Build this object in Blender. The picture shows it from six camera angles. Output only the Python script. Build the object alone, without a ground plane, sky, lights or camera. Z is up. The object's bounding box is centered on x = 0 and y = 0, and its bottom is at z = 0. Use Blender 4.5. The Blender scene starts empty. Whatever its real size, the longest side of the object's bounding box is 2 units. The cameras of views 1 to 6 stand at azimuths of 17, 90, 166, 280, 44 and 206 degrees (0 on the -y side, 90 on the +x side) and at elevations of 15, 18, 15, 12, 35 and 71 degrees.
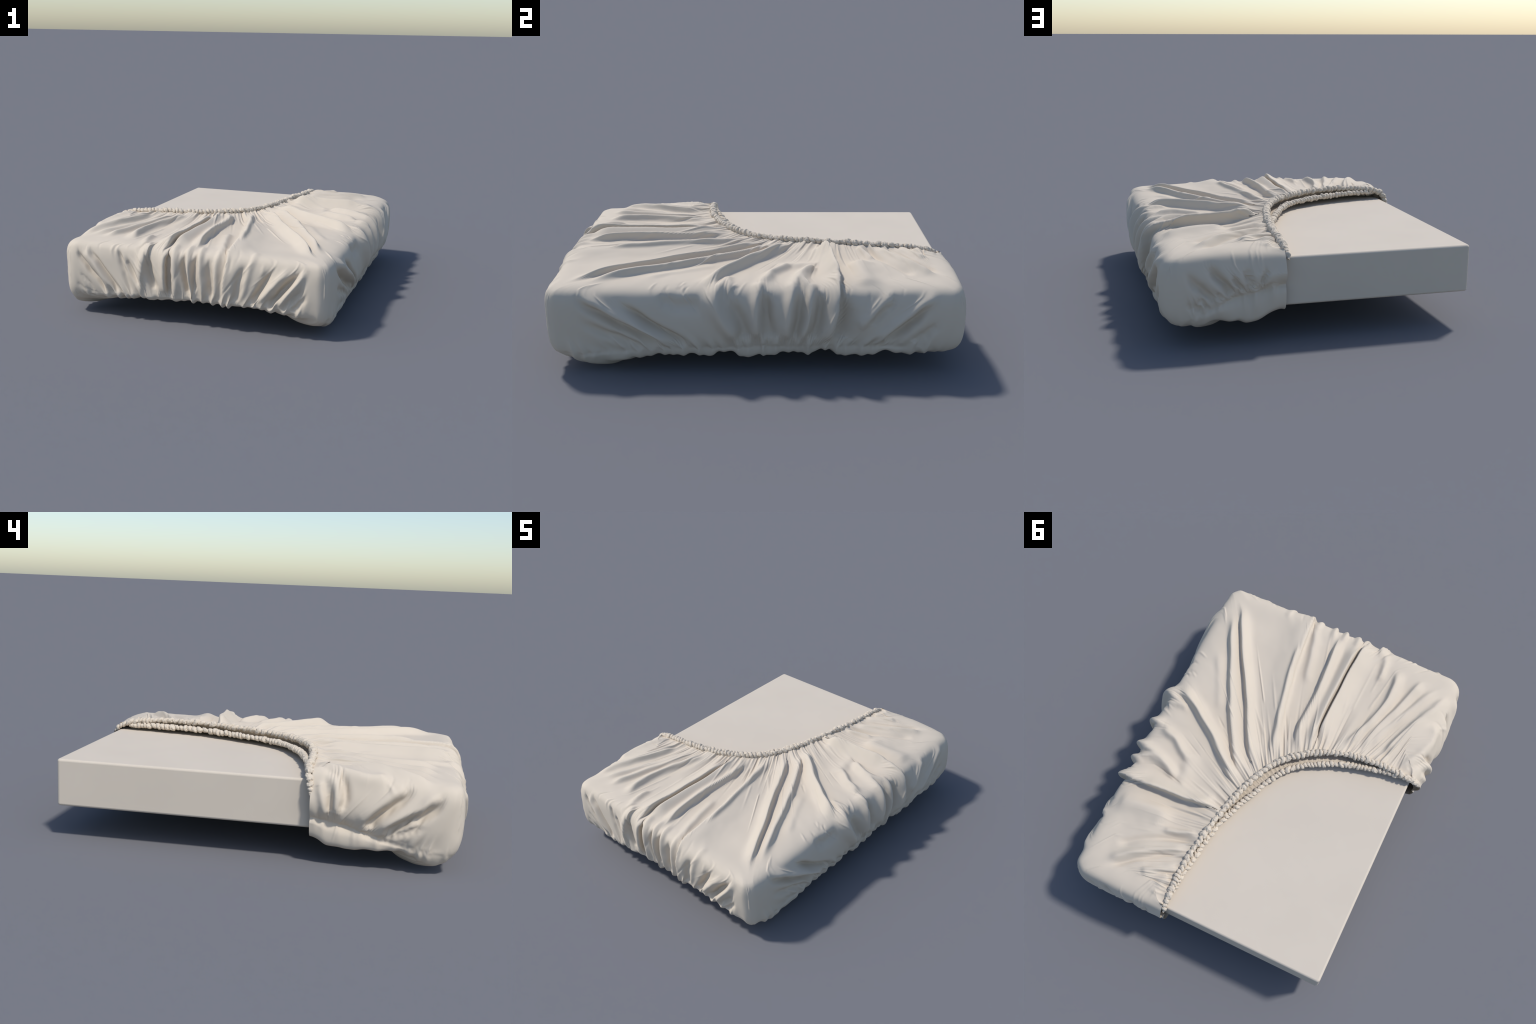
"""A bare mattress slab with a gathered, elasticated fitted sheet pulled over
three of its corners.  The sheet is one lofted surface: radial lines run from
the gathered hem across the top, over the rim, down the side and under.
Folds are ridges and creases laid along hand-placed spines on that surface."""
import bpy
import numpy as np

rng = np.random.default_rng(7)

# ------------------------------------------------------------------ sizes
HX, HY = 0.7065, 0.9385          # half sizes of the mattress
Z_LOW, Z_HIGH = 0.165, 0.3935    # mattress underside and top
CLOTH = 0.0035                  # cloth thickness

# Spine of the gathered hem roll, from the -x edge round to the +y edge.
HEM = np.array([(-0.760, -0.285, 0.330), (-0.742, -0.275, 0.395), (-0.690, -0.265, 0.440), (-0.53, -0.262, 0.464),
                (-0.334, -0.237, 0.468), (-0.161, -0.166, 0.464), (-0.01, -0.04, 0.461),
                (0.078, 0.127, 0.461), (0.132, 0.313, 0.466), (0.171, 0.504, 0.466),
                (0.194, 0.697, 0.460), (0.193, 0.86, 0.440), (0.190, 0.93, 0.415), (0.188, 0.962, 0.385)])
# Second roll, lower and nearer to the bare corner.
HEM_UNDER = np.array([(0.187, 0.88, 0.418), (0.184, 0.76, 0.426), (0.168, 0.63, 0.430), (0.150, 0.50, 0.430), (0.114, 0.36, 0.431), (0.055, 0.21, 0.431), (-0.069, -0.023, 0.430),
                      (-0.278, -0.162, 0.437), (-0.531, -0.238, 0.438), (-0.66, -0.255, 0.432)])


def curve(points, n):
    """Catmull-Rom curve through the points, n samples at equal arc length."""
    p = np.asarray(points, float)
    p = np.vstack([2 * p[0] - p[1], p, 2 * p[-1] - p[-2]])
    t = np.linspace(0, len(p) - 3 - 1e-9, max(400, 4 * n))
    i = t.astype(int)
    f = (t - i)[:, None]
    a, b, c, d = p[i], p[i + 1], p[i + 2], p[i + 3]
    q = .5 * (2 * b + (c - a) * f + (2 * a - 5 * b + 4 * c - d) * f ** 2 + (3 * b - a - 3 * c + d) * f ** 3)
    L = np.r_[0, np.cumsum(np.linalg.norm(np.diff(q, axis=0), axis=1))]
    u = np.linspace(0, L[-1], n)
    return np.stack([np.interp(u, L, q[:, k]) for k in range(q.shape[1])], 1)


def smooth(x, a, b):
    t = np.clip((x - a) / (b - a), 0, 1)
    return t * t * (3 - 2 * t)


def noise1(x, seed, scale):
    """Smooth 1D value noise in -1..1."""
    r = np.random.default_rng(seed).uniform(-1, 1, 4096)
    x = np.asarray(x) / scale + 500
    i = np.floor(x).astype(int)
    f = x - i
    f = f * f * (3 - 2 * f)
    return r[i % 4096] * (1 - f) + r[(i + 1) % 4096] * f


def noise2(x, y, seed, scale):
    r = np.random.default_rng(seed).uniform(-1, 1, (256, 256))
    x, y = np.asarray(x) / scale + 90, np.asarray(y) / scale + 90
    i, j = np.floor(x).astype(int), np.floor(y).astype(int)
    f, g = x - i, y - j
    f, g = f * f * f * (f * (6 * f - 15) + 10), g * g * g * (g * (6 * g - 15) + 10)
    i, j, i2, j2 = i % 256, j % 256, (i + 1) % 256, (j + 1) % 256
    return (r[i, j] * (1 - f) + r[i2, j] * f) * (1 - g) + (r[i, j2] * (1 - f) + r[i2, j2] * f) * g


# ---------------------------------------------------- perimeter of the sheet
# Four straight stretches and three rounded corners, walked from the open end
# on the -x side, past (-x,-y), (+x,-y) and (+x,+y), to the open end on +y.
START_Y, END_X = -0.285, 0.200
STRETCH = [("side", -1), ("arc", 0), ("side", 0), ("arc", 1), ("side", 1), ("arc", 2), ("side", 2)]
LENGTHS = np.array([HY + START_Y - .05, .10, 2 * HX - .1, .10, 2 * HY - .1, .10, HX - END_X - .05])
EDGES = np.r_[0, np.cumsum(LENGTHS)]
TOTAL = EDGES[-1]
CORNER_AT = (EDGES[1:-1:2] + EDGES[2::2]) / 2       # s of the three corners


def perimeter(s, o):
    """Plan position of perimeter parameter s pushed outward by o (arrays)."""
    s, o = np.broadcast_arrays(s, o)
    r = np.maximum(.035 + np.maximum(o, 0) + .5 * np.maximum(-o, 0), .035)
    hx, hy = HX + o, HY + o
    k = np.clip(np.searchsorted(EDGES, s, side="right") - 1, 0, 6)
    f = (s - EDGES[k]) / LENGTHS[k]
    x, y = np.zeros_like(f), np.zeros_like(f)
    corners = [(-1, -1), (1, -1), (1, 1)]
    first = [(np.full_like(f, 0) - hx, np.full_like(f, START_Y)), None]
    ends = {0: ((-hx, np.full_like(f, START_Y)), (-hx, -hy + r)),
            2: ((-hx + r, -hy), (hx - r, -hy)),
            4: ((hx, -hy + r), (hx, hy - r)),
            6: ((hx - r, hy), (np.full_like(f, END_X), hy))}
    for m, (a, b) in ends.items():
        w = k == m
        x = np.where(w, a[0] + (b[0] - a[0]) * f, x)
        y = np.where(w, a[1] + (b[1] - a[1]) * f, y)
    for c, (sx, sy) in enumerate(corners):
        w = k == 2 * c + 1
        ang = np.radians([180, 270, 0][c] + 90 * f)
        x = np.where(w, sx * (hx - r) + r * np.cos(ang), x)
        y = np.where(w, sy * (hy - r) + r * np.sin(ang), y)
    return x, y


# ------------------------------------------------------------- sheet loft
COLS, R_TOP, R_SIDE = 1480, 150, 140
# more columns round the corners
dens = 1 + 2.2 * sum(np.exp(-((np.linspace(0, TOTAL, 4000) - c) / .05) ** 2) for c in CORNER_AT)
cum = np.cumsum(dens)
S = np.interp(np.linspace(cum[0], cum[-1], COLS), cum, np.linspace(0, TOTAL, 4000))
S[0], S[-1] = 0, TOTAL - 1e-6

# which point of the hem each perimeter position is pulled towards
hem_line = curve(HEM, 900)[:, :3]
hem_len = np.linspace(0, 1, 900)
s_key = np.array([0, .25, CORNER_AT[0], 1.05, 1.45, CORNER_AT[1], 2.75, 3.1, 3.5, CORNER_AT[2], 4.15, TOTAL])
h_key = np.array([.075, .14, .225, .31, .38, .50, .56, .64, .70, .83, .90, .965])
HEM_T = np.interp(S, s_key, h_key)
HEM_T = np.convolve(np.pad(HEM_T, 30, mode="reflect", reflect_type="odd"), np.ones(61) / 61, "valid")
HEM_P = np.stack([np.interp(HEM_T, hem_len, hem_line[:, k]) for k in range(3)], 1)
HEM_ARC = HEM_T * np.linalg.norm(np.diff(hem_line, axis=0), axis=1).sum()


# Cloth fans out from the top of each corner: lower down, a thread stands
# further from the corner than where it crossed the rim.
def fan(s):
    out = np.zeros_like(s)
    for c, before, after, p1, p2 in ((CORNER_AT[0], .19, .17, .15, .17), (CORNER_AT[1], .18, .33, .17, .21), (CORNER_AT[2], .23, .14, .20, .13)):
        d = s - c
        out += np.where(d > 0, after * (d / p2) * np.exp(1 - np.abs(d) / p2), before * (d / p1) * np.exp(1 - np.abs(d) / p1))
    return out * smooth(s, 0, .28) * smooth(TOTAL - s, 0, .28)


S_LOW = np.maximum.accumulate(np.clip(S + fan(S), 0, TOTAL - 1e-6))


def along(pairs, s=None):
    """Value along the perimeter from (s, value) pairs, smoothed."""
    a = np.array(pairs)
    v = np.interp(S_LOW if s is None else s, a[:, 0], a[:, 1])
    return np.convolve(np.pad(v, 12, mode="edge"), np.ones(25) / 25, "valid")


C0, C1, C2 = CORNER_AT
# heights of the elastic seam and of the lowest hang, measured per side
Z_SEAM = along([(0, .226), (.17, .193), (.32, .150), (.48, .105), (C0, .10), (C0 + .15, .118), (C0 + .4, .155), (C0 + 1.1, .160), (C0 + 1.25, .142),
                (C1 - .04, .10), (C1 + .02, .09), (C1 + .37, .115), (C1 + .6, .135), (C1 + 1.3, .146), (C1 + 1.6, .146), (C1 + 1.75, .105),
                (C2, .11), (C2 + .1, .137), (C2 + .2, .196), (C2 + .28, .226), (C2 + .36, .242), (TOTAL, .276)])
Z_HANG = along([(0, .112), (.04, .097), (.17, .094), (.32, .092), (.46, .082), (C0 - .13, .028), (C0 - .07, .030), (C0 - .01, .052), (C0 + .10, .096), (C0 + .24, .118), (C0 + .4, .139), (C0 + 1.1, .144),
                (C1 - .17, .130), (C1 - .08, .100), (C1 - .01, .050), (C1 + .06, .030), (C1 + .14, .016), (C1 + .22, .006), (C1 + .27, .010), (C1 + .34, .060), (C1 + .42, .094), (C1 + .95, .099), (C1 + 1.25, .112), (C1 + 1.5, .098),
                (C1 + 1.7, .094), (C2 - .03, .078), (C2 + .04, .086), (C2 + .2, .112), (C2 + .36, .128), (TOTAL, .145)])
pouch = sum(np.exp(-(np.abs(S_LOW - c) / w) ** 2) for c, w in ((CORNER_AT[0], .16), (CORNER_AT[1] + .06, .22), (CORNER_AT[2], .16)))
flap = np.clip((Z_SEAM - Z_HANG) / .06, .3, 1.6)
end_flare = np.exp(-S_LOW / .06) + np.exp(-(TOTAL - S_LOW) / .06)

# how far the cloth billows out past the slab, and how high its top lies
BILLOW = along([(0, .062), (.3, .074), (C0 - .1, .068), (C0 - .02, .040), (C0 + .06, .030), (C0 + .5, .031), (C1 - .08, .030), (C1 - .01, .022), (C1 + .03, .022), (C1 + .12, .036), (C1 + .4, .050),
                (C1 + 1.5, .052), (C2 - .1, .050), (C2, .036), (C2 + .1, .046), (C2 + .3, .056), (TOTAL, .052)], .5 * (S + S_LOW))


# how full the low corners are before they tuck under
FULL = along([(0, 1), (C0 - .08, .95), (C0 + .05, .1), (C1 - .05, .1), (C1 + .05, 0), (C1 + .5, .2), (C2 - .05, .3), (C2 + .06, .6), (TOTAL, .6)])


def top_height(x, y):
    dip = sum(k * np.exp(-((x - HX) ** 2 + (y - b) ** 2) / .15 ** 2) for k, b in ((.006, -HY), (.011, HY)))
    return .4245 - dip + .041 * np.exp(-((x + .73) / .17) ** 2 - ((y + .44) / .22) ** 2) + .024 * np.exp(-((x - .38) ** 2 + (y - .82) ** 2) / .2 ** 2) \
        + .015 * np.exp(-((x - .44) / .17) ** 2 - ((y - .59) / .11) ** 2) + .008 * np.exp(-((x - .62) ** 2 + (y - .15) ** 2) / .3 ** 2)


# profile of the side: (outward, height) knots blended between stretch and corner
def knots(i):
    zs, zh, c, e, w = Z_SEAM[i], Z_HANG[i], min(1, pouch[i]), end_flare[i], BILLOW[i]
    span = .338 - zs - .035
    g = float(smooth(min(S[i], TOTAL - S[i]), 0, .16))
    a = -.095 * g - .006 * (1 - g)
    zt = float(top_height(*perimeter(S[i], a)))
    k = float(np.clip((zs - zh - .02) / .05, 0, 1))          # how much of a flap hangs below the seam
    plain = np.array([(.84 * w + .006 * e, zs + .035), ((.58 - .18 * k) * w + .010 * e, zs), ((.40 + .22 * k) * w + .006 * e, zs - .35 * (zs - zh)),
                      ((.20 + .32 * k) * w, zh + .18 * (zs - zh)), (.15 * w - .012, zh), (-.045, zh + .004), (-.085, zh + .02), (-.125, .158)])
    u = FULL[i]
    full = np.array([1., .88 + .1 * u, .42 + .4 * u, 0, 0, 0, 0, 0]) * w + np.array([0, 0, 0, -.022 + .03 * u, -.07 + .03 * u, -.11 + .02 * u, -.155, -.185])
    corner = np.stack([full, np.r_[zh + np.array([1, .68, .42, .2, .06, 0]) * (.22 - zh), zh + .02, .158]], 1)
    low = plain * (1 - c) + corner * c
    zb = min(max(zs + .035 + .66 * span, low[0, 1] + .05), .331)
    zc = min(max(zs + .035 + .32 * span, low[0, 1] + .02), zb - .006)
    upper = np.array([(a, zt), (.6 * a + .002 * (1 - g), zt - .002), (.13 * a + .008 * (1 - g), zt - .010), (.38 * w + .004 * (1 - g), zt - .027), (.70 * w, .371 + .4 * (zt - .424)), (.90 * w + .004 * e, .340), (w + .006 * e, zb), (w + .004 * e, zc)])
    return np.concatenate([upper, low])


side = np.stack([curve(knots(i), R_SIDE) for i in range(COLS)], 1)     # rows, cols, (o, z)
fanned = smooth(.385 - side[..., 1], 0, .385 - Z_SEAM[None, :] + 1e-6)
fanned = np.maximum.accumulate(.35 * fanned + .65 * np.clip((.385 - side[..., 1]) / (.385 - Z_SEAM[None, :]), 0, 1), axis=0)
sx, sy = perimeter(S[None, :] + (S_LOW - S)[None, :] * fanned, side[..., 0])
SIDE = np.stack([sx, sy, side[..., 1]], -1)

# top: straight in plan from the hem to the first ring of the rim
q = np.linspace(0, 1, R_TOP + 1)[:-1]
q = (q ** .85)[:, None, None]
rim = SIDE[0][None]
TOP = HEM_P[None] * (1 - q) + rim * q
reach = np.linalg.norm((rim - HEM_P[None])[..., :2], axis=-1)
d_hem = q[..., 0] * reach                                              # metres from the hem
lift = np.exp(-(d_hem / .10) ** 1.5) * (1 - q[..., 0] ** 4)
level = top_height(TOP[..., 0], TOP[..., 1])
TOP[..., 2] = level + (HEM_P[None, :, 2] - .006 - level) * lift
BASE = np.concatenate([TOP, SIDE])
ROWS = len(BASE)
D_HEM = np.concatenate([np.broadcast_to(d_hem, TOP.shape[:2]), np.full(SIDE.shape[:2], 9.)])
# the seam row per column (lowest-offset test is by index of the seam knot)
SEAM_ROW = R_TOP + np.array([int(np.argmin(np.abs(side[20:105, i, 1] - Z_SEAM[i]))) + 20 for i in range(COLS)])


def normals(g):
    du = np.gradient(g, axis=1)
    dv = np.gradient(g, axis=0)
    n = np.cross(dv, du)
    return n / np.maximum(np.linalg.norm(n, axis=-1, keepdims=True), 1e-9)


NRM = normals(BASE)
if NRM[R_TOP // 2, COLS // 2, 2] < 0:
    NRM = -NRM
MOVE = np.zeros_like(BASE)
flatB, flatN = BASE.reshape(-1, 3), NRM.reshape(-1, 3)
flatM = MOVE.reshape(-1, 3)
UP3, DOWN3 = np.zeros(len(flatB)), np.zeros(len(flatB))     # soft maxima of ridges and of creases
coarse = BASE[::3, ::3].reshape(-1, 3)
coarse_n = NRM[::3, ::3].reshape(-1, 3)
usable = np.arange(len(coarse)) < (SEAM_ROW.max() // 3) * BASE[::3, ::3].shape[1]


FOLD_GAIN = 1.35


def fold(kind, spine, height, left, right, lean=0.0, taper=(.15, .15), power=2.0):
    """Raise (or sink) the cloth along a spine laid on it.  left and right are
    the widths of the two flanks, seen from outside walking along the spine;
    lean pushes the crest sideways so that one flank overhangs."""
    p = curve(spine, max(12, 4 * len(spine)))
    near = [int(np.argmin(((coarse - a) ** 2).sum(1))) for a in p]
    p = curve(coarse[near], 36)
    for _ in range(3):
        p[1:-1] = .25 * p[:-2] + .5 * p[1:-1] + .25 * p[2:]
    reach_out = 2.6 * max(left, right)
    lo, hi = p.min(0) - reach_out, p.max(0) + reach_out
    pick = np.where(((flatB > lo) & (flatB < hi)).all(1))[0]
    x, n = flatB[pick], flatN[pick]
    a, ab = p[:-1], np.diff(p, axis=0)
    best = np.full(len(pick), 1e9)
    side_v, tpar = np.zeros(len(pick)), np.zeros(len(pick))
    lat = np.zeros((len(pick), 3))
    for j in range(len(a)):
        v = x - a[j]
        t = np.clip(v @ ab[j] / (ab[j] @ ab[j]), 0, 1)
        d = v - t[:, None] * ab[j]
        dd = (d ** 2).sum(1)
        w = dd < best
        b = np.cross(n[w], ab[j] / np.linalg.norm(ab[j]))
        best[w] = dd[w]
        side_v[w] = (d[w] * b).sum(1)
        tpar[w] = (j + t[w]) / len(a)
        lat[w] = b
    d = np.sqrt(best)
    width = np.where(side_v > 0, left, right)
    blend = smooth(side_v, -.3 * min(left, right), .3 * min(left, right))
    width = left * blend + right * (1 - blend)
    prof = np.exp(-(d / width) ** power)
    ends = smooth(tpar, 0, max(taper[0], 1e-3)) * smooth(1 - tpar, 0, max(taper[1], 1e-3))
    amp = FOLD_GAIN * height * prof * ends
    (UP3 if height > 0 else DOWN3)[pick] += np.abs(amp) ** 2.5
    flatM[pick] += lean * np.abs(amp)[:, None] * lat


fold('corner ridge, first', [(0.14, 0.145, 0.44), (0.242, 0.004, 0.44), (0.324, -0.127, 0.44), (0.396, -0.265, 0.44), (0.466, -0.409, 0.44), (0.573, -0.631, 0.44), (0.627, -0.763, 0.44)], 0.030, 0.016, 0.031360000000000006, lean=0.2)
fold('corner ridge, second', [(0.094, 0.057, 0.44), (0.162, -0.034, 0.44), (0.236, -0.169, 0.44), (0.309, -0.307, 0.44), (0.388, -0.446, 0.44), (0.475, -0.585, 0.44), (0.553, -0.733, 0.44), (0.61, -0.847, 0.44)], 0.030, 0.014, 0.031360000000000006, lean=0.25)
fold('faint ridge beside them', [(0.437, -0.176, 0.44), (0.513, -0.341, 0.44), (0.601, -0.507, 0.44)], 0.006, 0.02, 0.03)
fold('thin crease', [(0.125, -0.145, 0.44), (0.208, -0.234, 0.44), (0.283, -0.311, 0.44)], 0.006, 0.012, 0.008)
fold('wide pleat crest', [(0.044, -0.05, 0.44), (0.081, -0.2, 0.44), (0.115, -0.33, 0.44), (0.151, -0.489, 0.44), (0.183, -0.652, 0.44), (0.189, -0.768, 0.44)], 0.030, 0.018, 0.022, lean=0.1)
fold('wide pleat overlap', [(0.058, -0.169, 0.44), (0.123, -0.44, 0.44), (0.163, -0.644, 0.44), (0.183, -0.817, 0.44), (0.19, -0.916, 0.44), (0.206, -0.975, 0.418), (0.188, -0.975, 0.315), (0.178, -0.975, 0.224), (0.176, -0.975, 0.161)], 0.020, 0.1, 0.006)
fold('ridge', [(-0.045, -0.152, 0.44), (-0.033, -0.258, 0.44), (-0.032, -0.372, 0.44), (-0.034, -0.514, 0.44), (-0.021, -0.728, 0.44), (0.003, -0.899, 0.44)], 0.030, 0.016, 0.033600000000000005, lean=0.25)
fold('short ridge at rim', [(0.066, -0.542, 0.44), (0.11, -0.734, 0.44), (0.151, -0.899, 0.44)], 0.012, 0.02, 0.03)
fold('deep pleat, overlapping lip', [(-0.112, -0.192, 0.44), (-0.115, -0.306, 0.44), (-0.106, -0.457, 0.44), (-0.109, -0.583, 0.44), (-0.115, -0.773, 0.44), (-0.123, -0.911, 0.44)], 0.030, 0.045, 0.012)
fold('deep pleat, shading ridge', [(-0.146, -0.24, 0.44), (-0.149, -0.379, 0.44), (-0.153, -0.504, 0.44), (-0.153, -0.655, 0.44), (-0.16, -0.812, 0.44), (-0.163, -0.935, 0.44)], 0.036, 0.012, 0.05, lean=0.35, taper=(0.15, 0.05))
fold('rim wrinkle', [(-0.313, -0.74, 0.44), (-0.301, -0.845, 0.44), (-0.274, -0.935, 0.44)], 0.014, 0.016, 0.02)
fold('ridge', [(-0.292, -0.278, 0.44), (-0.353, -0.424, 0.44), (-0.384, -0.524, 0.44), (-0.407, -0.634, 0.44), (-0.406, -0.751, 0.44), (-0.386, -0.86, 0.44)], 0.024, 0.018, 0.033600000000000005, lean=0.15)
fold('ridge', [(-0.386, -0.299, 0.44), (-0.393, -0.366, 0.44), (-0.429, -0.488, 0.44), (-0.474, -0.608, 0.44), (-0.51, -0.734, 0.44), (-0.541, -0.858, 0.44)], 0.020, 0.018, 0.031360000000000006, lean=0.1)
fold('ridge', [(-0.432, -0.329, 0.44), (-0.457, -0.457, 0.44), (-0.514, -0.583, 0.44), (-0.563, -0.697, 0.44), (-0.627, -0.831, 0.44)], 0.014, 0.02, 0.026880000000000005)
fold('ridge', [(-0.513, -0.328, 0.44), (-0.546, -0.439, 0.44), (-0.597, -0.561, 0.44), (-0.653, -0.694, 0.44), (-0.706, -0.819, 0.44)], 0.020, 0.018, 0.033600000000000005, lean=0.1)
fold('ridge', [(-0.628, -0.28, 0.44), (-0.669, -0.371, 0.44), (-0.709, -0.469, 0.44), (-0.724, -0.549, 0.44), (-0.712, -0.64, 0.44)], 0.020, 0.02, 0.033600000000000005)
fold('knot crease at open end', [(-0.669, -0.304, 0.44), (-0.714, -0.369, 0.44), (-0.762, -0.411, 0.44)], -0.012, 0.012, 0.016)
fold('broad diagonal ridge', [(0.155, 0.177, 0.44), (0.283, 0.065, 0.44), (0.379, -0.015, 0.44), (0.494, -0.097, 0.44), (0.617, -0.177, 0.44), (0.715, -0.231, 0.44)], 0.036, 0.022, 0.034, lean=0.1)
fold('rim wrinkle', [(0.594, -0.118, 0.44), (0.668, -0.118, 0.44), (0.726, -0.081, 0.44)], 0.016, 0.02, 0.03)
fold('rim wrinkle', [(0.438, 0.181, 0.44), (0.565, 0.091, 0.44), (0.684, 0.05, 0.44)], 0.021, 0.02, 0.03)
fold('rim wrinkle', [(0.45, 0.294, 0.44), (0.552, 0.236, 0.44), (0.668, 0.199, 0.44), (0.738, 0.191, 0.44)], 0.021, 0.02, 0.03)
fold('rim wrinkle', [(0.473, 0.286, 0.44), (0.563, 0.244, 0.44), (0.655, 0.225, 0.44), (0.725, 0.273, 0.44)], 0.016, 0.02, 0.03)
fold('loose bulge', [(0.426, 0.325, 0.44), (0.438, 0.199, 0.44), (0.456, 0.101, 0.44)], 0.012, 0.03, 0.04)
fold('big tuck crest', [(0.193, 0.337, 0.44), (0.311, 0.353, 0.44), (0.407, 0.361, 0.44), (0.537, 0.368, 0.44), (0.654, 0.378, 0.44), (0.705, 0.383, 0.44)], 0.050, 0.01, 0.038, lean=0.35, taper=(0.1, 0.3))
fold('big tuck down the side', [(0.537, 0.368, 0.44), (0.629, 0.374, 0.44), (0.692, 0.383, 0.44), (0.768, 0.379, 0.453), (0.768, 0.373, 0.336), (0.768, 0.356, 0.232), (0.768, 0.348, 0.169)], 0.036, 0.008, 0.04, lean=0.3, taper=(0.35, 0.1))
fold('bump beyond tuck', [(0.381, 0.535, 0.44), (0.468, 0.496, 0.44), (0.619, 0.514, 0.44), (0.704, 0.52, 0.44)], 0.018, 0.05, 0.04)
fold('ridge', [(0.21, 0.521, 0.44), (0.302, 0.558, 0.44), (0.385, 0.578, 0.44)], 0.012, 0.012, 0.02016)
fold('ridge', [(0.186, 0.542, 0.44), (0.342, 0.607, 0.44), (0.495, 0.691, 0.44), (0.581, 0.751, 0.44)], -0.012, 0.022, 0.02016)
fold('ridge', [(0.208, 0.613, 0.44), (0.311, 0.665, 0.44), (0.461, 0.753, 0.44), (0.577, 0.841, 0.44)], 0.015, 0.018, 0.024640000000000002)
fold('crease', [(0.201, 0.652, 0.44), (0.3, 0.686, 0.44), (0.422, 0.764, 0.44), (0.559, 0.872, 0.44)], -0.010, 0.018, 0.014)
fold('ridge', [(0.214, 0.726, 0.44), (0.291, 0.763, 0.44), (0.384, 0.834, 0.44)], 0.012, 0.02, 0.024640000000000002)
fold('ridge', [(0.223, 0.795, 0.44), (0.253, 0.835, 0.44), (0.272, 0.908, 0.44)], 0.014, 0.02, 0.033600000000000005)
fold('corner crease', [(-0.482, -0.975, 0.156), (-0.537, -0.975, 0.223), (-0.608, -0.975, 0.296), (-0.667, -0.975, 0.367)], -0.016, 0.011, 0.011)
fold('corner ridge', [(-0.449, -0.975, 0.175), (-0.503, -0.975, 0.246), (-0.558, -0.975, 0.309), (-0.621, -0.975, 0.379)], 0.013, 0.03, 0.02)
fold('corner crease', [(-0.409, -0.975, 0.156), (-0.471, -0.975, 0.238), (-0.538, -0.975, 0.318), (-0.605, -0.975, 0.384)], -0.016, 0.011, 0.011)
fold('corner crease', [(-0.552, -0.975, 0.14), (-0.6, -0.975, 0.197), (-0.643, -0.975, 0.247)], -0.006, 0.011, 0.011)
fold('corner crease', [(-0.54, -0.975, 0.13), (-0.614, -0.975, 0.149), (-0.675, -0.975, 0.181)], -0.006, 0.011, 0.011)
fold('crease', [(-0.336, -0.975, 0.149), (-0.381, -0.975, 0.285), (-0.418, -0.975, 0.394)], -0.011, 0.014, 0.014)
fold('crease', [(-0.291, -0.975, 0.215), (-0.333, -0.975, 0.29), (-0.372, -0.975, 0.338)], -0.013, 0.014, 0.014)
fold('side ridge', [(-0.28, -0.975, 0.155), (-0.285, -0.975, 0.223), (-0.275, -0.975, 0.318), (-0.254, -0.975, 0.413), (-0.254, -0.87, 0.43)], 0.019, 0.03, 0.012, lean=-0.2)
fold('side hollow', [(-0.205, -0.975, 0.194), (-0.235, -0.975, 0.285), (-0.248, -0.975, 0.387)], -0.023, 0.018, 0.02, taper=(0.12, 0.35))
fold('pleat lip on side', [(-0.144, -0.975, 0.17), (-0.149, -0.975, 0.293), (-0.145, -0.975, 0.397), (-0.127, -0.975, 0.45)], 0.013, 0.035, 0.008, lean=-0.3)
fold('pleat gap', [(-0.13, -0.975, 0.172), (-0.133, -0.975, 0.295), (-0.132, -0.975, 0.399)], -0.036, 0.01, 0.018)
fold('side ridge', [(-0.076, -0.975, 0.174), (-0.09, -0.975, 0.299), (-0.101, -0.975, 0.409), (-0.101, -0.87, 0.43)], 0.012, 0.02, 0.02)
fold('side hollow', [(-0.011, -0.975, 0.181), (-0.037, -0.975, 0.305), (-0.048, -0.975, 0.414)], -0.021, 0.014, 0.014, taper=(0.12, 0.35))
fold('side ridge', [(0.009, -0.975, 0.168), (-0.006, -0.975, 0.29), (-0.021, -0.975, 0.416), (-0.021, -0.87, 0.43)], 0.012, 0.014, 0.02)
fold('side hollow', [(0.02, -0.975, 0.2), (0.017, -0.975, 0.329), (0.034, -0.975, 0.422)], -0.017, 0.014, 0.012, taper=(0.12, 0.35))
fold('side ridge', [(0.07, -0.975, 0.175), (0.056, -0.975, 0.314), (0.047, -0.975, 0.445), (0.047, -0.87, 0.43)], 0.012, 0.014, 0.018)
fold('side hollow', [(0.123, -0.975, 0.181), (0.103, -0.975, 0.283), (0.099, -0.975, 0.399)], -0.017, 0.016, 0.016, taper=(0.12, 0.35))
fold('side ridge', [(0.138, -0.975, 0.164), (0.141, -0.975, 0.323), (0.149, -0.975, 0.44), (0.149, -0.87, 0.43)], 0.010, 0.016, 0.02)
fold('side hollow', [(0.244, -0.975, 0.173), (0.266, -0.975, 0.292), (0.305, -0.975, 0.384)], -0.017, 0.016, 0.02, taper=(0.12, 0.35))
fold('side ridge', [(0.276, -0.975, 0.173), (0.308, -0.975, 0.305), (0.335, -0.975, 0.395), (0.335, -0.87, 0.43)], 0.010, 0.014, 0.02)
fold('corner hollow', [(0.339, -0.975, 0.166), (0.391, -0.975, 0.27), (0.445, -0.975, 0.372)], -0.023, 0.018, 0.018, taper=(0.12, 0.35))
fold('corner ridge', [(0.361, -0.975, 0.178), (0.448, -0.975, 0.276), (0.536, -0.975, 0.377)], 0.015, 0.02, 0.018)
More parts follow.
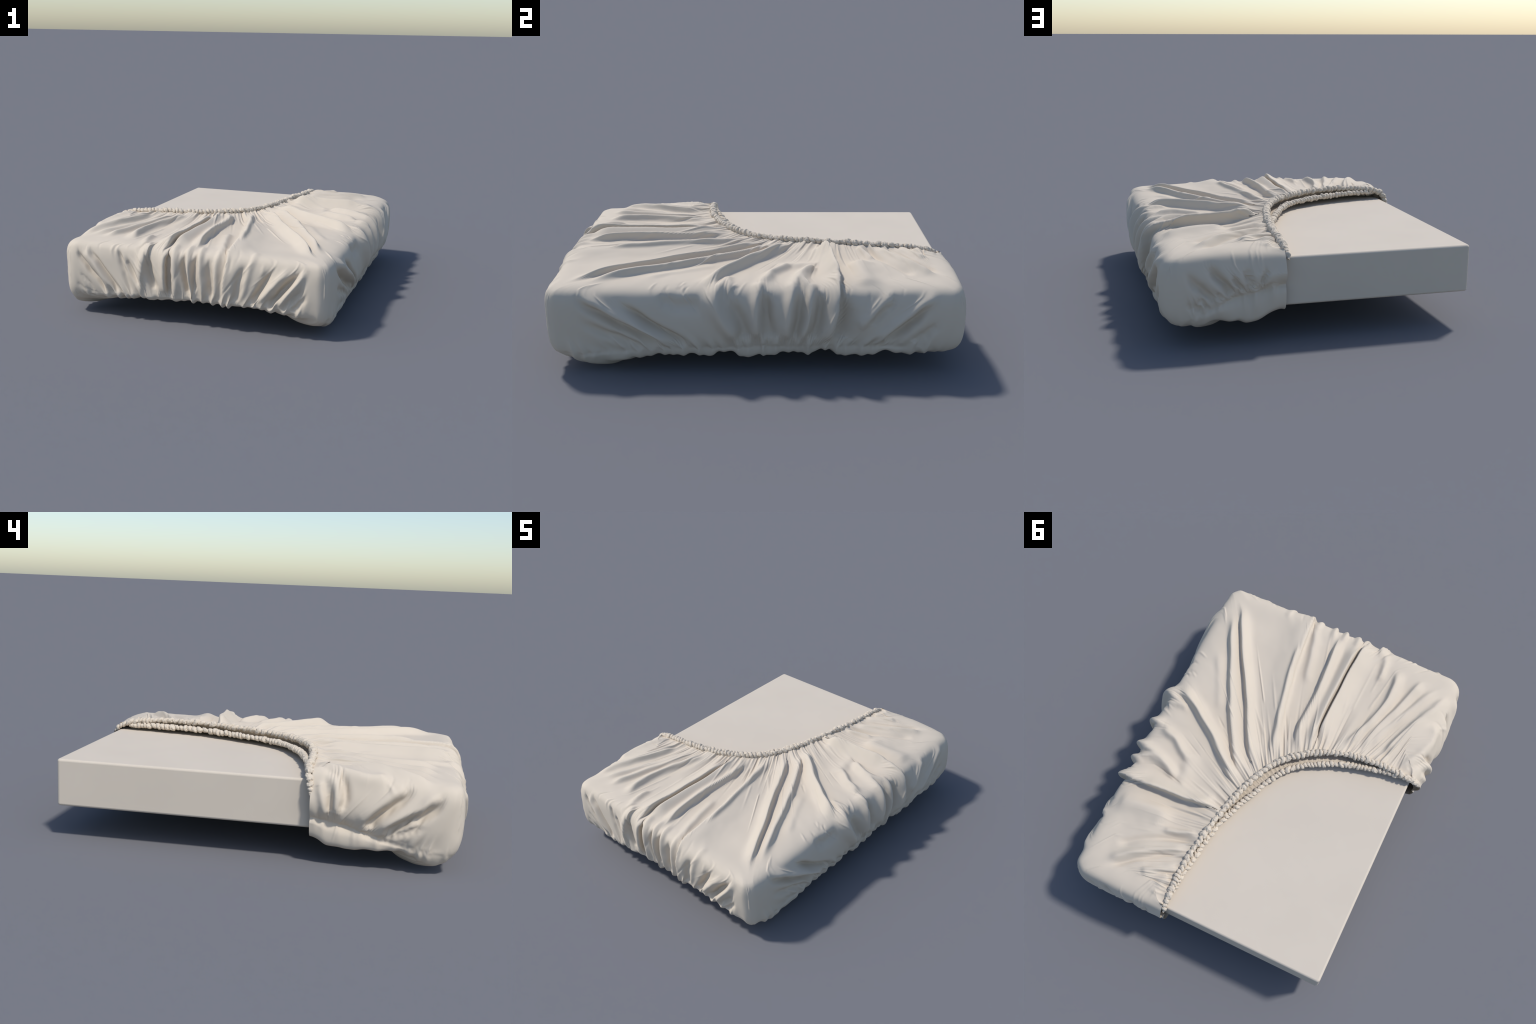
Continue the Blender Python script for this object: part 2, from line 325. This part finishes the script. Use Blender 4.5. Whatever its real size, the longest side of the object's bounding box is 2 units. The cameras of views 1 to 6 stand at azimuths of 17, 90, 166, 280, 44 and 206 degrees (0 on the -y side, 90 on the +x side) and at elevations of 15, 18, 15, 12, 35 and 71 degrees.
fold('corner hollow', [(0.428, -0.975, 0.168), (0.513, -0.975, 0.279), (0.6, -0.975, 0.375)], -0.027, 0.014, 0.018, taper=(0.12, 0.35))
fold('corner ridge', [(0.472, -0.975, 0.182), (0.539, -0.975, 0.268), (0.626, -0.975, 0.373)], 0.013, 0.018, 0.018)
fold('corner hollow', [(0.495, -0.975, 0.144), (0.541, -0.975, 0.207), (0.62, -0.975, 0.295)], -0.015, 0.014, 0.016, taper=(0.12, 0.35))
fold('corner hollow', [(0.543, -0.975, 0.146), (0.584, -0.975, 0.199), (0.626, -0.975, 0.247)], -0.013, 0.012, 0.014, taper=(0.12, 0.35))
fold('corner valley', [(0.768, -0.423, 0.152), (0.768, -0.581, 0.238), (0.768, -0.693, 0.3), (0.768, -0.833, 0.378)], -0.034, 0.022, 0.018, taper=(0.12, 0.35))
fold('corner ridge', [(0.768, -0.353, 0.154), (0.768, -0.504, 0.238), (0.768, -0.654, 0.313), (0.768, -0.79, 0.394)], 0.021, 0.022, 0.026)
fold('corner valley', [(0.768, -0.295, 0.152), (0.768, -0.409, 0.219), (0.768, -0.539, 0.307), (0.768, -0.621, 0.358)], -0.034, 0.022, 0.016, taper=(0.12, 0.35))
fold('corner valley', [(0.768, -0.505, 0.135), (0.768, -0.661, 0.198), (0.768, -0.804, 0.259)], -0.018, 0.018, 0.02, taper=(0.12, 0.35))
fold('hollow below rim', [(0.768, -0.232, 0.35), (0.768, -0.354, 0.354), (0.768, -0.452, 0.391)], -0.019, 0.03, 0.03, taper=(0.12, 0.35))
fold('side ridge', [(0.768, -0.073, 0.172), (0.768, -0.137, 0.28), (0.768, -0.182, 0.371), (0.768, -0.164, 0.476), (0.66, -0.164, 0.43)], 0.034, 0.035, 0.03)
fold('side hollow', [(0.768, -0.032, 0.185), (0.768, -0.065, 0.284), (0.768, -0.111, 0.391)], -0.024, 0.03, 0.03, taper=(0.12, 0.35))
fold('side ridge', [(0.768, 0.011, 0.179), (0.768, 0.017, 0.31), (0.768, 0.022, 0.392), (0.66, 0.022, 0.43)], 0.028, 0.03, 0.022)
fold('side hollow', [(0.768, 0.079, 0.185), (0.768, 0.06, 0.31), (0.768, 0.069, 0.452)], -0.026, 0.03, 0.03, taper=(0.12, 0.35))
fold('side ridge', [(0.768, 0.147, 0.18), (0.768, 0.156, 0.284), (0.768, 0.178, 0.407), (0.66, 0.178, 0.43)], 0.028, 0.03, 0.024)
fold('side hollow', [(0.768, 0.19, 0.185), (0.768, 0.204, 0.284), (0.768, 0.216, 0.422)], -0.019, 0.022, 0.022, taper=(0.12, 0.35))
fold('side ridge', [(0.768, 0.21, 0.174), (0.768, 0.252, 0.284), (0.768, 0.268, 0.422), (0.66, 0.268, 0.43)], 0.019, 0.022, 0.02)
fold('side hollow', [(0.768, 0.258, 0.174), (0.768, 0.299, 0.284), (0.768, 0.306, 0.453)], -0.024, 0.022, 0.022, taper=(0.12, 0.35))
fold('side hollow past tuck', [(0.768, 0.374, 0.175), (0.768, 0.395, 0.284), (0.768, 0.401, 0.412)], -0.034, 0.022, 0.05, taper=(0.12, 0.35))
fold('corner ridge', [(0.768, 0.464, 0.248), (0.768, 0.557, 0.316), (0.768, 0.634, 0.413)], 0.018, 0.025, 0.025)
fold('corner valley', [(0.768, 0.531, 0.248), (0.768, 0.59, 0.326), (0.768, 0.655, 0.377)], -0.016, 0.02, 0.02, taper=(0.12, 0.35))
fold('corner ridge', [(0.768, 0.548, 0.175), (0.768, 0.651, 0.259), (0.768, 0.77, 0.347), (0.768, 0.847, 0.423)], 0.018, 0.024, 0.024)
fold('corner valley', [(0.768, 0.602, 0.167), (0.768, 0.69, 0.243), (0.768, 0.818, 0.357)], -0.030, 0.02, 0.02, taper=(0.12, 0.35))
fold('corner valley', [(0.768, 0.728, 0.157), (0.768, 0.788, 0.212), (0.768, 0.857, 0.259)], -0.016, 0.018, 0.018, taper=(0.12, 0.35))
fold('corner valley', [(0.504, 0.99, 0.208), (0.579, 0.99, 0.276), (0.659, 0.99, 0.351)], -0.022, 0.02, 0.02, taper=(0.12, 0.35))
fold('corner valley', [(0.485, 0.99, 0.217), (0.524, 0.99, 0.265)], -0.016, 0.012, 0.012, taper=(0.12, 0.35))
fold('corner valley', [(0.439, 0.99, 0.235), (0.484, 0.99, 0.297), (0.553, 0.99, 0.378)], -0.026, 0.02, 0.02, taper=(0.12, 0.35))
fold('valley', [(0.394, 0.99, 0.249), (0.425, 0.99, 0.293), (0.446, 0.99, 0.336)], -0.019, 0.014, 0.014, taper=(0.12, 0.35))
fold('valley', [(0.356, 0.99, 0.256), (0.368, 0.99, 0.298), (0.386, 0.99, 0.363)], -0.016, 0.02, 0.02, taper=(0.12, 0.35))
fold('valley', [(0.313, 0.99, 0.277), (0.302, 0.99, 0.316), (0.286, 0.99, 0.356)], -0.016, 0.012, 0.012, taper=(0.12, 0.35))
fold('corner valley', [(0.538, 0.99, 0.191), (0.602, 0.99, 0.231)], -0.016, 0.012, 0.012, taper=(0.12, 0.35))
fold('corner valley', [(0.566, 0.99, 0.174), (0.615, 0.99, 0.196), (0.663, 0.99, 0.203)], -0.019, 0.012, 0.014, taper=(0.12, 0.35))
fold('corner valley', [(-0.77, -0.53, 0.191), (-0.77, -0.606, 0.274), (-0.77, -0.675, 0.338), (-0.77, -0.761, 0.407)], -0.032, 0.02, 0.022, taper=(0.12, 0.35))
fold('corner ridge', [(-0.77, -0.577, 0.204), (-0.77, -0.716, 0.284), (-0.77, -0.861, 0.374)], 0.018, 0.022, 0.022)
fold('corner valley', [(-0.77, -0.617, 0.166), (-0.77, -0.684, 0.216), (-0.77, -0.789, 0.287), (-0.77, -0.895, 0.361)], -0.032, 0.02, 0.02, taper=(0.12, 0.35))
fold('corner valley', [(-0.77, -0.655, 0.16), (-0.77, -0.723, 0.2), (-0.77, -0.801, 0.234)], -0.018, 0.014, 0.016, taper=(0.12, 0.35))
fold('corner ridge', [(-0.77, -0.497, 0.233), (-0.77, -0.62, 0.33), (-0.77, -0.715, 0.395)], 0.014, 0.03, 0.02)
fold('edge ridge', [(-0.77, -0.398, 0.24), (-0.77, -0.411, 0.335), (-0.77, -0.379, 0.433), (-0.77, -0.339, 0.472)], 0.021, 0.03, 0.02, taper=(0.1, 0.35))
fold('edge valley', [(-0.77, -0.419, 0.273), (-0.77, -0.439, 0.337), (-0.77, -0.417, 0.424), (-0.77, -0.381, 0.463)], -0.017, 0.016, 0.022, taper=(0.12, 0.35))
fold('edge valley', [(-0.77, -0.377, 0.27), (-0.77, -0.374, 0.332), (-0.77, -0.353, 0.361)], -0.016, 0.012, 0.012, taper=(0.12, 0.35))
fold('edge ridge', [(-0.77, -0.356, 0.24), (-0.77, -0.34, 0.329), (-0.77, -0.312, 0.419)], 0.016, 0.018, 0.018)

flatM += ((UP3 ** .4 - DOWN3 ** .4)[:, None]) * flatN
# the short open ends are drawn tight on top
tight = .3 + .7 * smooth(np.minimum(S, TOTAL - S), .03, .17)
MOVE *= np.where((np.arange(ROWS) < R_TOP + 25)[:, None], tight[None, :], (.5 + .5 * tight)[None, :])[..., None]

# ---------------------------------------------- fine gathers at the two seams
arc = HEM_ARC[None, :]
gather = np.zeros(BASE.shape[:2])
a_pos = 0.02
while a_pos < HEM_ARC[-1]:
    w = rng.uniform(.008, .016)
    L = rng.uniform(.06, .22)
    h = rng.uniform(.003, .012)
    drift = rng.uniform(-.08, .08)
    wide = w * (1 + 3.0 * D_HEM)
    gather += h * np.exp(-((arc - a_pos - drift * D_HEM) / wide) ** 2) * np.exp(-(D_HEM / L) ** 2)
    a_pos += rng.uniform(.020, .055)
open_end = smooth(S, 0, .2) * smooth(TOTAL - S, 0, .2)
MOVE += ((gather - .004 * np.exp(-(D_HEM / .1) ** 2)) * (.25 + .75 * open_end)[None, :])[..., None] * NRM

# elastic seam low on the sides: puckers above it and on the flap below it
zrel = BASE[..., 2] - Z_SEAM[None, :]
on_side = (np.arange(ROWS) >= R_TOP + 15)[:, None] * np.ones(COLS)
pucker = np.zeros(BASE.shape[:2])
s_pos = .02
while s_pos < TOTAL:
    w = rng.uniform(.009, .018)
    L = rng.uniform(.015, .07)
    h = rng.uniform(.004, .020)
    x = S_LOW[None, :] - s_pos
    pucker += h * np.exp(-(x / (w * (1 + 5 * np.abs(zrel)))) ** 2) * np.exp(-(np.abs(zrel) / np.where(zrel > 0, L, .055)) ** 1.6)
    s_pos += rng.uniform(.020, .085)
calm = 1 - .9 * sum(np.exp(-((S_LOW - c) / .11) ** 2) for c in CORNER_AT)
MOVE += (pucker * on_side * calm[None, :])[..., None] * NRM
notch = -.010 * np.exp(-(zrel / .008) ** 2) * on_side * (np.clip(flap - .5, 0, 1) * calm * (.55 + .6 * noise1(S_LOW, 6, .05)))[None, :]
MOVE += notch[..., None] * NRM
# flap edge waves
edge_w = .018 * noise1(S_LOW, 3, .09) + .008 * noise1(S_LOW, 4, .04)
below = smooth(-zrel, .0, .05) * on_side
MOVE[..., 2] += below * edge_w[None, :] * calm[None, :]

# soft loose unevenness
soft = .0035 * noise2(BASE[..., 0] + .7 * BASE[..., 2], BASE[..., 1] + .6 * BASE[..., 2], 11, .11) \
    + .0012 * noise2(BASE[..., 0] + .7 * BASE[..., 2], BASE[..., 1] + .6 * BASE[..., 2], 12, .045)
MOVE += (soft * smooth(D_HEM, .0, .05))[..., None] * NRM


# ------------------------------------------------ let the folds hang like cloth
# The laid folds store more cloth across than the smooth surface has.  Keep that
# spare width but hardly any spare length, and let the mesh settle: blobs turn
# into long straight tapering drapes, as woven cloth does not stretch.
def settle(base, laid, seam, rounds, step=2, grip=.010):
    rr, cc = np.arange(0, base.shape[0], step), np.arange(0, base.shape[1], step)
    b, x = base[np.ix_(rr, cc)], laid[np.ix_(rr, cc)].copy()
    start = x.copy()
    R, C = x.shape[:2]
    length = lambda g, ax: np.linalg.norm(np.diff(g, axis=ax), axis=-1)
    bu, bv, lu, lv = length(b, 1), length(b, 0), length(x, 1), length(x, 0)
    # spread the spare width of every column strip along the strip
    extra = lu / np.maximum(bu, 1e-6) - 1
    k = 11
    pad = np.pad(extra, ((k, k), (0, 0)), mode="edge")
    ker = np.hanning(2 * k + 3)[1:-1]
    ker /= ker.sum()
    extra = sum(w * pad[i:i + R] for i, w in enumerate(ker))
    ru = bu * (1 + np.clip(extra, 0, 1.2))
    rv = bv * (1 + .25 * np.clip(lv / np.maximum(bv, 1e-6) - 1, 0, .3))
    du, dv = np.diff(b, axis=1), np.diff(b, axis=0)
    cos = (du[:-1] * dv[:, :-1]).sum(-1) / (bu[:-1] * bv[:, :-1] + 1e-9)
    a, c = ru[:-1], rv[:, :-1]
    d1 = np.sqrt(a * a + c * c + 2 * a * c * cos)
    d2 = np.sqrt(np.maximum(a * a + c * c - 2 * a * c * cos, 1e-8))
    free = np.ones((R, C))
    free[:2] = 0
    row = rr[:, None] * np.ones(C)
    free *= smooth(seam[cc][None, :] - row, 0, 14)
    free = free[..., None]

    def fix(p, q, rest, stiff, wp, wq):
        d = q - p
        L = np.linalg.norm(d, axis=-1, keepdims=True)
        w = wp + wq
        m = stiff * (L - rest[..., None]) / np.maximum(L, 1e-9) * d / np.maximum(w, 1e-6)
        return m * wp, -m * wq

    for it in range(rounds):
        for o in (0, 1):
            p, q = fix(x[:, o:-1:2], x[:, o + 1::2], ru[:, o::2], .5, free[:, o:-1:2], free[:, o + 1::2])
            x[:, o:-1:2] += p
            x[:, o + 1::2] += q
        for o in (0, 1):
            p, q = fix(x[o:-1:2], x[o + 1::2], rv[o::2], .9, free[o:-1:2], free[o + 1::2])
            x[o:-1:2] += p
            x[o + 1::2] += q
        for o in (0, 1):
            p, q = fix(x[o:-1:2, :-1], x[o + 1::2, 1:], d1[o::2], .15, free[o:-1:2, :-1], free[o + 1::2, 1:])
            x[o:-1:2, :-1] += p
            x[o + 1::2, 1:] += q
            p, q = fix(x[o:-1:2, 1:], x[o + 1::2, :-1], d2[o::2], .15, free[o:-1:2, 1:], free[o + 1::2, :-1])
            x[o:-1:2, 1:] += p
            x[o + 1::2, :-1] += q
        # bending: resist kinks, more along the folds than across them
        lap = np.zeros_like(x)
        lap[1:-1] += .09 * (.5 * (x[:-2] + x[2:]) - x[1:-1])
        lap[:, 1:-1] += .025 * (.5 * (x[:, :-2] + x[:, 2:]) - x[:, 1:-1])
        x += lap * free
        # stay near the laid shape, and out of the mattress
        x += grip * (start - x) * free
        near = (np.abs(x[..., 0]) < HX - .01) & (np.abs(x[..., 1]) < HY - .01) & (row < R_TOP + 40)
        x[..., 2] = np.where(near, np.maximum(x[..., 2], Z_HIGH + .006), x[..., 2])
        low = (row >= R_TOP + 25) & (x[..., 2] < Z_HIGH - .01) & (x[..., 2] > Z_LOW) & (row < seam[cc][None, :])
        sx_ = np.sign(b[..., 0]) * np.maximum(np.abs(x[..., 0]), HX + .005)
        sy_ = np.sign(b[..., 1]) * np.maximum(np.abs(x[..., 1]), HY + .005)
        x[..., 0] = np.where(low & (np.abs(b[..., 0]) > HX + .004), sx_, x[..., 0])
        x[..., 1] = np.where(low & (np.abs(b[..., 1]) > HY + .004), sy_, x[..., 1])
    # carry the change back to the fine grid
    ch = x - start
    fr, fc = np.arange(base.shape[0]), np.arange(base.shape[1])
    out = np.empty_like(laid)
    for k in range(3):
        tmp = np.stack([np.interp(fc, cc, ch[i, :, k]) for i in range(R)])
        out[..., k] = np.stack([np.interp(fr, rr, tmp[:, j]) for j in range(base.shape[1])], 1)
    return laid + out


SHEET = settle(BASE, BASE + MOVE, SEAM_ROW, 130)

# crisp the crests: pull the cloth away from its own average across the folds
def across(g, k):
    w = np.hanning(2 * k + 3)[1:-1]
    w /= w.sum()
    p = np.pad(g, ((0, 0), (k, k), (0, 0)), mode="edge")
    return sum(w[i] * p[:, i:i + g.shape[1]] for i in range(2 * k + 1))


keep = (np.arange(ROWS)[:, None] < SEAM_ROW[None, :] - 4) * smooth(np.arange(ROWS), 4, 20)[:, None]
rest = MOVE * 0 + (SHEET - BASE)
SHEET = SHEET + .45 * keep[..., None] * (rest - across(rest, 12))

# fine sharp creases, packed at the elastic and fanning outward
UV_N = normals(SHEET)
if UV_N[R_TOP // 2, COLS // 2, 2] < 0:
    UV_N = -UV_N
col_m = np.concatenate([np.zeros((ROWS, 1)), np.cumsum(np.linalg.norm(np.diff(BASE, axis=1), axis=-1), axis=1)], 1)
row_m = np.concatenate([np.zeros((1, COLS)), np.cumsum(np.linalg.norm(np.diff(BASE, axis=0), axis=-1), axis=0)])
fine = np.zeros((ROWS, COLS))
for _ in range(210):
    c = int(rng.integers(20, COLS - 20))
    begin = rng.choice([0, 0, 0, 1]) * rng.uniform(.0, .45)
    span = rng.uniform(.08, .48)
    w, h = rng.uniform(.004, .008), rng.uniform(.0015, .0045) * rng.choice([-1, 1, 1])
    lo, hi = max(0, c - 60), min(COLS, c + 60)
    drift = rng.uniform(-.06, .06)
    v = row_m[:R_TOP + 60, lo:hi] - begin
    d = col_m[:R_TOP + 60, lo:hi] - col_m[:R_TOP + 60, c:c + 1] - drift * v
    fine[:R_TOP + 60, lo:hi] += h * np.exp(-(d / w) ** 2) * smooth(v, -.01, .03) * smooth(span - v, 0, .7 * span)
for _ in range(90):                                    # slanting, crossing creases on the sides
    c = int(rng.integers(70, COLS - 70))
    w, h = rng.uniform(.005, .010), rng.uniform(.0015, .005) * rng.choice([-1, 1])
    lo, hi = c - 70, c + 70
    drift, span, r0 = rng.uniform(-.5, .5), rng.uniform(.07, .20), R_TOP + 5
    v = row_m[r0:, lo:hi] - row_m[r0, c] - rng.uniform(.0, .14)
    d = col_m[r0:, lo:hi] - col_m[r0:, c:c + 1] - drift * v
    if np.abs(S[c] - CORNER_AT).min() < .13:
        continue
    fine[r0:, lo:hi] += h * np.exp(-(d / w) ** 2) * smooth(v, 0, .4 * span) * smooth(span - v, 0, .5 * span)
SHEET += fine[..., None] * UV_N
# light relaxing keeps leaning folds free of jagged teeth
for _ in range(2):
    SHEET[1:-1, 1:-1] = .5 * SHEET[1:-1, 1:-1] + .125 * (SHEET[:-2, 1:-1] + SHEET[2:, 1:-1] + SHEET[1:-1, :-2] + SHEET[1:-1, 2:])
# the cloth never dips into the mattress
inside = (np.abs(SHEET[..., 0]) < HX - .004) & (np.abs(SHEET[..., 1]) < HY - .004) & (np.arange(ROWS) < R_TOP + 20)[:, None]
SHEET[..., 2] = np.where(inside, np.maximum(SHEET[..., 2], Z_HIGH + .0055), SHEET[..., 2])
SHEET[..., 2] = np.maximum(SHEET[..., 2], .0)

# ---------------------------------------------------------------- materials
def fabric(name, colour, weave, rough=.9):
    m = bpy.data.materials.new(name)
    m.use_nodes = True
    nt = m.node_tree
    bsdf = nt.nodes["Principled BSDF"]
    bsdf.inputs["Roughness"].default_value = rough
    bsdf.inputs["Specular IOR Level"].default_value = .15
    tc = nt.nodes.new("ShaderNodeTexCoord")
    n1 = nt.nodes.new("ShaderNodeTexNoise")
    n1.inputs["Scale"].default_value = 3.0
    n1.inputs["Detail"].default_value = 3.0
    ramp = nt.nodes.new("ShaderNodeValToRGB")
    ramp.color_ramp.elements[0].position, ramp.color_ramp.elements[1].position = .35, .65
    ramp.color_ramp.elements[0].color = (*[c * .985 for c in colour], 1)
    ramp.color_ramp.elements[1].color = (*[min(1, c * 1.012) for c in colour], 1)
    n2 = nt.nodes.new("ShaderNodeTexNoise")
    n2.inputs["Scale"].default_value = weave
    n2.inputs["Detail"].default_value = 2.0
    bump = nt.nodes.new("ShaderNodeBump")
    bump.inputs["Strength"].default_value = .06
    bump.inputs["Distance"].default_value = .002
    nt.links.new(tc.outputs["Object"], n1.inputs["Vector"])
    nt.links.new(tc.outputs["Object"], n2.inputs["Vector"])
    nt.links.new(n1.outputs["Fac"], ramp.inputs["Fac"])
    nt.links.new(ramp.outputs["Color"], bsdf.inputs["Base Color"])
    nt.links.new(n2.outputs["Fac"], bump.inputs["Height"])
    nt.links.new(bump.outputs["Normal"], bsdf.inputs["Normal"])
    return m


COTTON = fabric("cotton_cloth", (.615, .536, .436), 260)
TICKING = fabric("mattress_ticking", (.612, .537, .444), 180)


# ------------------------------------------------------------------ meshes
root = bpy.data.objects.new("mattress_with_fitted_sheet", None)
bpy.context.scene.collection.objects.link(root)
root["label"] = "bare mattress half covered by a gathered cream fitted sheet"
root["category"] = "bedding"


def add(name, verts, faces, material, parent, normal=None):
    me = bpy.data.meshes.new(name)
    me.from_pydata(verts.tolist() if hasattr(verts, "tolist") else verts, [], faces.tolist() if hasattr(faces, "tolist") else faces)
    me.polygons.foreach_set("use_smooth", np.ones(len(me.polygons), bool))
    me.materials.append(material)
    me.update()
    if normal is not None:
        me.normals_split_custom_set_from_vertices(normal.tolist())
    ob = bpy.data.objects.new(name, me)
    ob.parent = parent
    bpy.context.scene.collection.objects.link(ob)
    return ob


def grid_faces(r, c, start=0, wrap=False):
    i = np.arange(r - 1)[:, None] * c
    j = np.arange(c if wrap else c - 1)[None, :]
    k = (j + 1) % c
    f = np.stack([i + j, i + c + j, i + c + k, i + k], -1).reshape(-1, 4)
    return f + start


def cloth_part(name, g, n, parent, flip):
    """Cloth of real thickness from a grid of points: face, back and edges."""
    r, c = g.shape[:2]
    back = g - n * CLOTH
    v = np.concatenate([g.reshape(-1, 3), back.reshape(-1, 3)])
    vn = np.concatenate([n.reshape(-1, 3), -n.reshape(-1, 3)])
    f1 = grid_faces(r, c)
    f2 = grid_faces(r, c, r * c)[:, ::-1]
    loop = np.r_[np.arange(c), np.arange(1, r) * c + c - 1, (r - 1) * c + np.arange(c - 2, -1, -1), np.arange(r - 2, 0, -1) * c]
    nxt = np.roll(loop, -1)
    f3 = np.stack([loop, nxt, nxt + r * c, loop + r * c], 1)
    f = np.concatenate([f1, f2, f3[:, ::-1] if not flip else f3])
    if flip:
        f[:len(f1) + len(f2)] = f[:len(f1) + len(f2), ::-1]
    return add(name, v, f, COTTON, parent, vn)


SN = normals(SHEET)
flip = False
if SN[R_TOP // 2, COLS // 2, 2] < 0:
    SN = -SN
    flip = True
sheet = bpy.data.objects.new("fitted_sheet", None)
sheet.parent = root
bpy.context.scene.collection.objects.link(sheet)
cut1, cut2 = R_TOP + 30, int(np.median(SEAM_ROW))
cloth_part("top_panel", SHEET[:cut1 + 1], SN[:cut1 + 1], sheet, flip)
cloth_part("side_panel", SHEET[cut1:cut2 + 1], SN[cut1:cut2 + 1], sheet, flip)
cloth_part("gathered_skirt", SHEET[cut2:], SN[cut2:], sheet, flip)


# --------------------------------------------------------------- hem rolls
def hem_roll(name, spine, radius, pitch, seed, parent, close=(.02, .02)):
    """A gathered elastic channel: a tube pinched into slanting ruffles."""
    r = np.random.default_rng(seed)
    length = np.linalg.norm(np.diff(curve(spine, 400), axis=0), axis=1).sum()
    n, m = int(length / .0022), 40
    p = curve(spine, n)
    t = np.gradient(p, axis=0)
    t /= np.linalg.norm(t, axis=1, keepdims=True)
    up = np.array([0, 0, 1.])
    b = np.cross(t, up)
    b /= np.linalg.norm(b, axis=1, keepdims=True)
    u = np.cross(b, t)
    s = np.linspace(0, length, n)
    # ruffle phase with uneven pitch
    rate = 1 / (pitch * (1 + .35 * noise1(s, seed, .05)))
    ph = np.cumsum(rate) * (length / n) * 2 * np.pi
    th = np.linspace(0, 2 * np.pi, m, endpoint=False)
    a = ph[:, None] + 1.5 * np.sin(th[None, :] + 1.6 * noise1(s, seed + 1, .05)[:, None]) + 1.1 * noise2(s[:, None] * np.ones(m), .05 * np.cos(th)[None, :] + 0 * s[:, None], seed + 2, .02)
    a = a + .4 * np.sin(a)                                # pleats lean one way
    ruff = np.abs(np.cos(a / 2)) ** .55                    # narrow pinches between flat pleats
    ruff *= .66 + .34 * np.abs(np.cos(1.5 * a + 2.2 * noise1(s, seed + 6, .04)[:, None])) ** .6
    lobe = np.floor((ph + np.pi) / (2 * np.pi)).astype(int)
    jit = r.uniform(-1, 1, (lobe.max() + 2, 3))
    size = 1 + .22 * jit[lobe, 0]
    hump = np.abs(np.cos(ph / 2)) ** .5
    fine = noise2(s[:, None] * np.ones(m), .03 * np.sin(th)[None, :] + .02 * np.cos(th)[None, :] + 0 * s[:, None], seed + 3, .007)
    rad = radius * (.40 + .80 * ruff + .07 * fine) * size[:, None]
    rad *= (.35 + .65 * smooth(s, 0, close[0]) * smooth(length - s, 0, close[1]))[:, None]
    ring = p[:, None] + rad[..., None] * (np.cos(th)[None, :, None] * b[:, None] * 1.12 + np.sin(th)[None, :, None] * u[:, None] * 1.0)
    ring += (radius * .20 * hump * jit[lobe, 1])[:, None, None] * u[:, None] + (radius * .20 * hump * jit[lobe, 2])[:, None, None] * b[:, None]
    # little shoves along the roll make the ruffles lap each other
    ring += (.35 * radius * np.sin(a) * .5)[..., None] * t[:, None]
    v = np.concatenate([ring.reshape(-1, 3), p[:1], p[-1:]])
    f = grid_faces(n, m, wrap=True).tolist()
    e = n * m
    f += [[(j + 1) % m, j, e] for j in range(m)] + [[(n - 1) * m + j, (n - 1) * m + (j + 1) % m, e + 1] for j in range(m)]
    return add(name, v, [list(x)[::-1] for x in f], COTTON, parent)


hem_roll("elastic_hem", HEM, .0142, .029, 21, sheet, (.03, .03))
hem_roll("elastic_hem", HEM_UNDER, .0134, .028, 41, sheet, (.05, .05))

# the tucked-in layer that joins the two rolls inside the opening
a = curve(HEM[2:12], 500)
b = curve(HEM_UNDER[::-1], 500)
rows = []
inward = np.cross(np.gradient(a, axis=0), (0, 0, 1.))
inward /= np.linalg.norm(inward, axis=1, keepdims=True)
if (inward[250] @ np.array([.7, -.7, 0])) < 0:
    inward = -inward                                     # towards the covered corner
wave = .006 * np.sin(np.linspace(0, 1.8, 500) / .03 * 2 * np.pi + 2 * noise1(np.linspace(0, 1.8, 500), 8, .07))
for k in np.linspace(0, 1, 14):
    w = a * (1 - k) + b * k + inward * (.075 * np.sin(np.pi * k) ** .7)[..., None]
    w[:, 2] = a[:, 2] * (1 - k) + b[:, 2] * k - .004 - .034 * np.sin(np.pi * k) ** .6 + .5 * wave * np.sin(np.pi * k)
    rows.append(w)
# and the turn of cloth under the lower roll, lying on the mattress
lin = np.stack(rows)
ln = normals(lin)
cloth_part("hem_lining", lin, ln, sheet, False)
rows = []
for k in np.linspace(0, 1, 10):
    w = b + inward * (.012 + .10 * k)
    w[:, 2] = b[:, 2] * (1 - k) + .399 * k - .008 * (1 - k) + .003 * np.sin(np.linspace(0, 1.8, 500) / .026 * 2 * np.pi) * (1 - k)
    rows.append(w)
und = np.stack(rows)
cloth_part("hem_underlay", und, normals(und), sheet, False)

# ----------------------------------------------------------------- mattress
import bmesh
bm = bmesh.new()
bmesh.ops.create_cube(bm, size=1)
for v in bm.verts:
    v.co.x *= 2 * HX
    v.co.y *= 2 * HY
    v.co.z = Z_LOW if v.co.z < 0 else Z_HIGH
vert_edges = [e for e in bm.edges if abs(e.verts[0].co.z - e.verts[1].co.z) > .1]
bmesh.ops.bevel(bm, geom=vert_edges, offset=.017, segments=6, profile=.5, affect="EDGES")
flat_edges = [e for e in bm.edges if abs(e.verts[0].co.z - e.verts[1].co.z) < 1e-5 and len(e.link_faces) == 2 and abs(e.link_faces[0].normal.z - e.link_faces[1].normal.z) > .5]
bmesh.ops.bevel(bm, geom=flat_edges, offset=.0125, segments=6, profile=.5, affect="EDGES")
me = bpy.data.meshes.new("mattress")
bm.to_mesh(me)
bm.free()
me.polygons.foreach_set("use_smooth", np.ones(len(me.polygons), bool))
me.materials.append(TICKING)
mattress = bpy.data.objects.new("mattress", me)
mattress.parent = root
bpy.context.scene.collection.objects.link(mattress)
wn = mattress.modifiers.new("flat faces stay flat", "WEIGHTED_NORMAL")
wn.keep_sharp = True
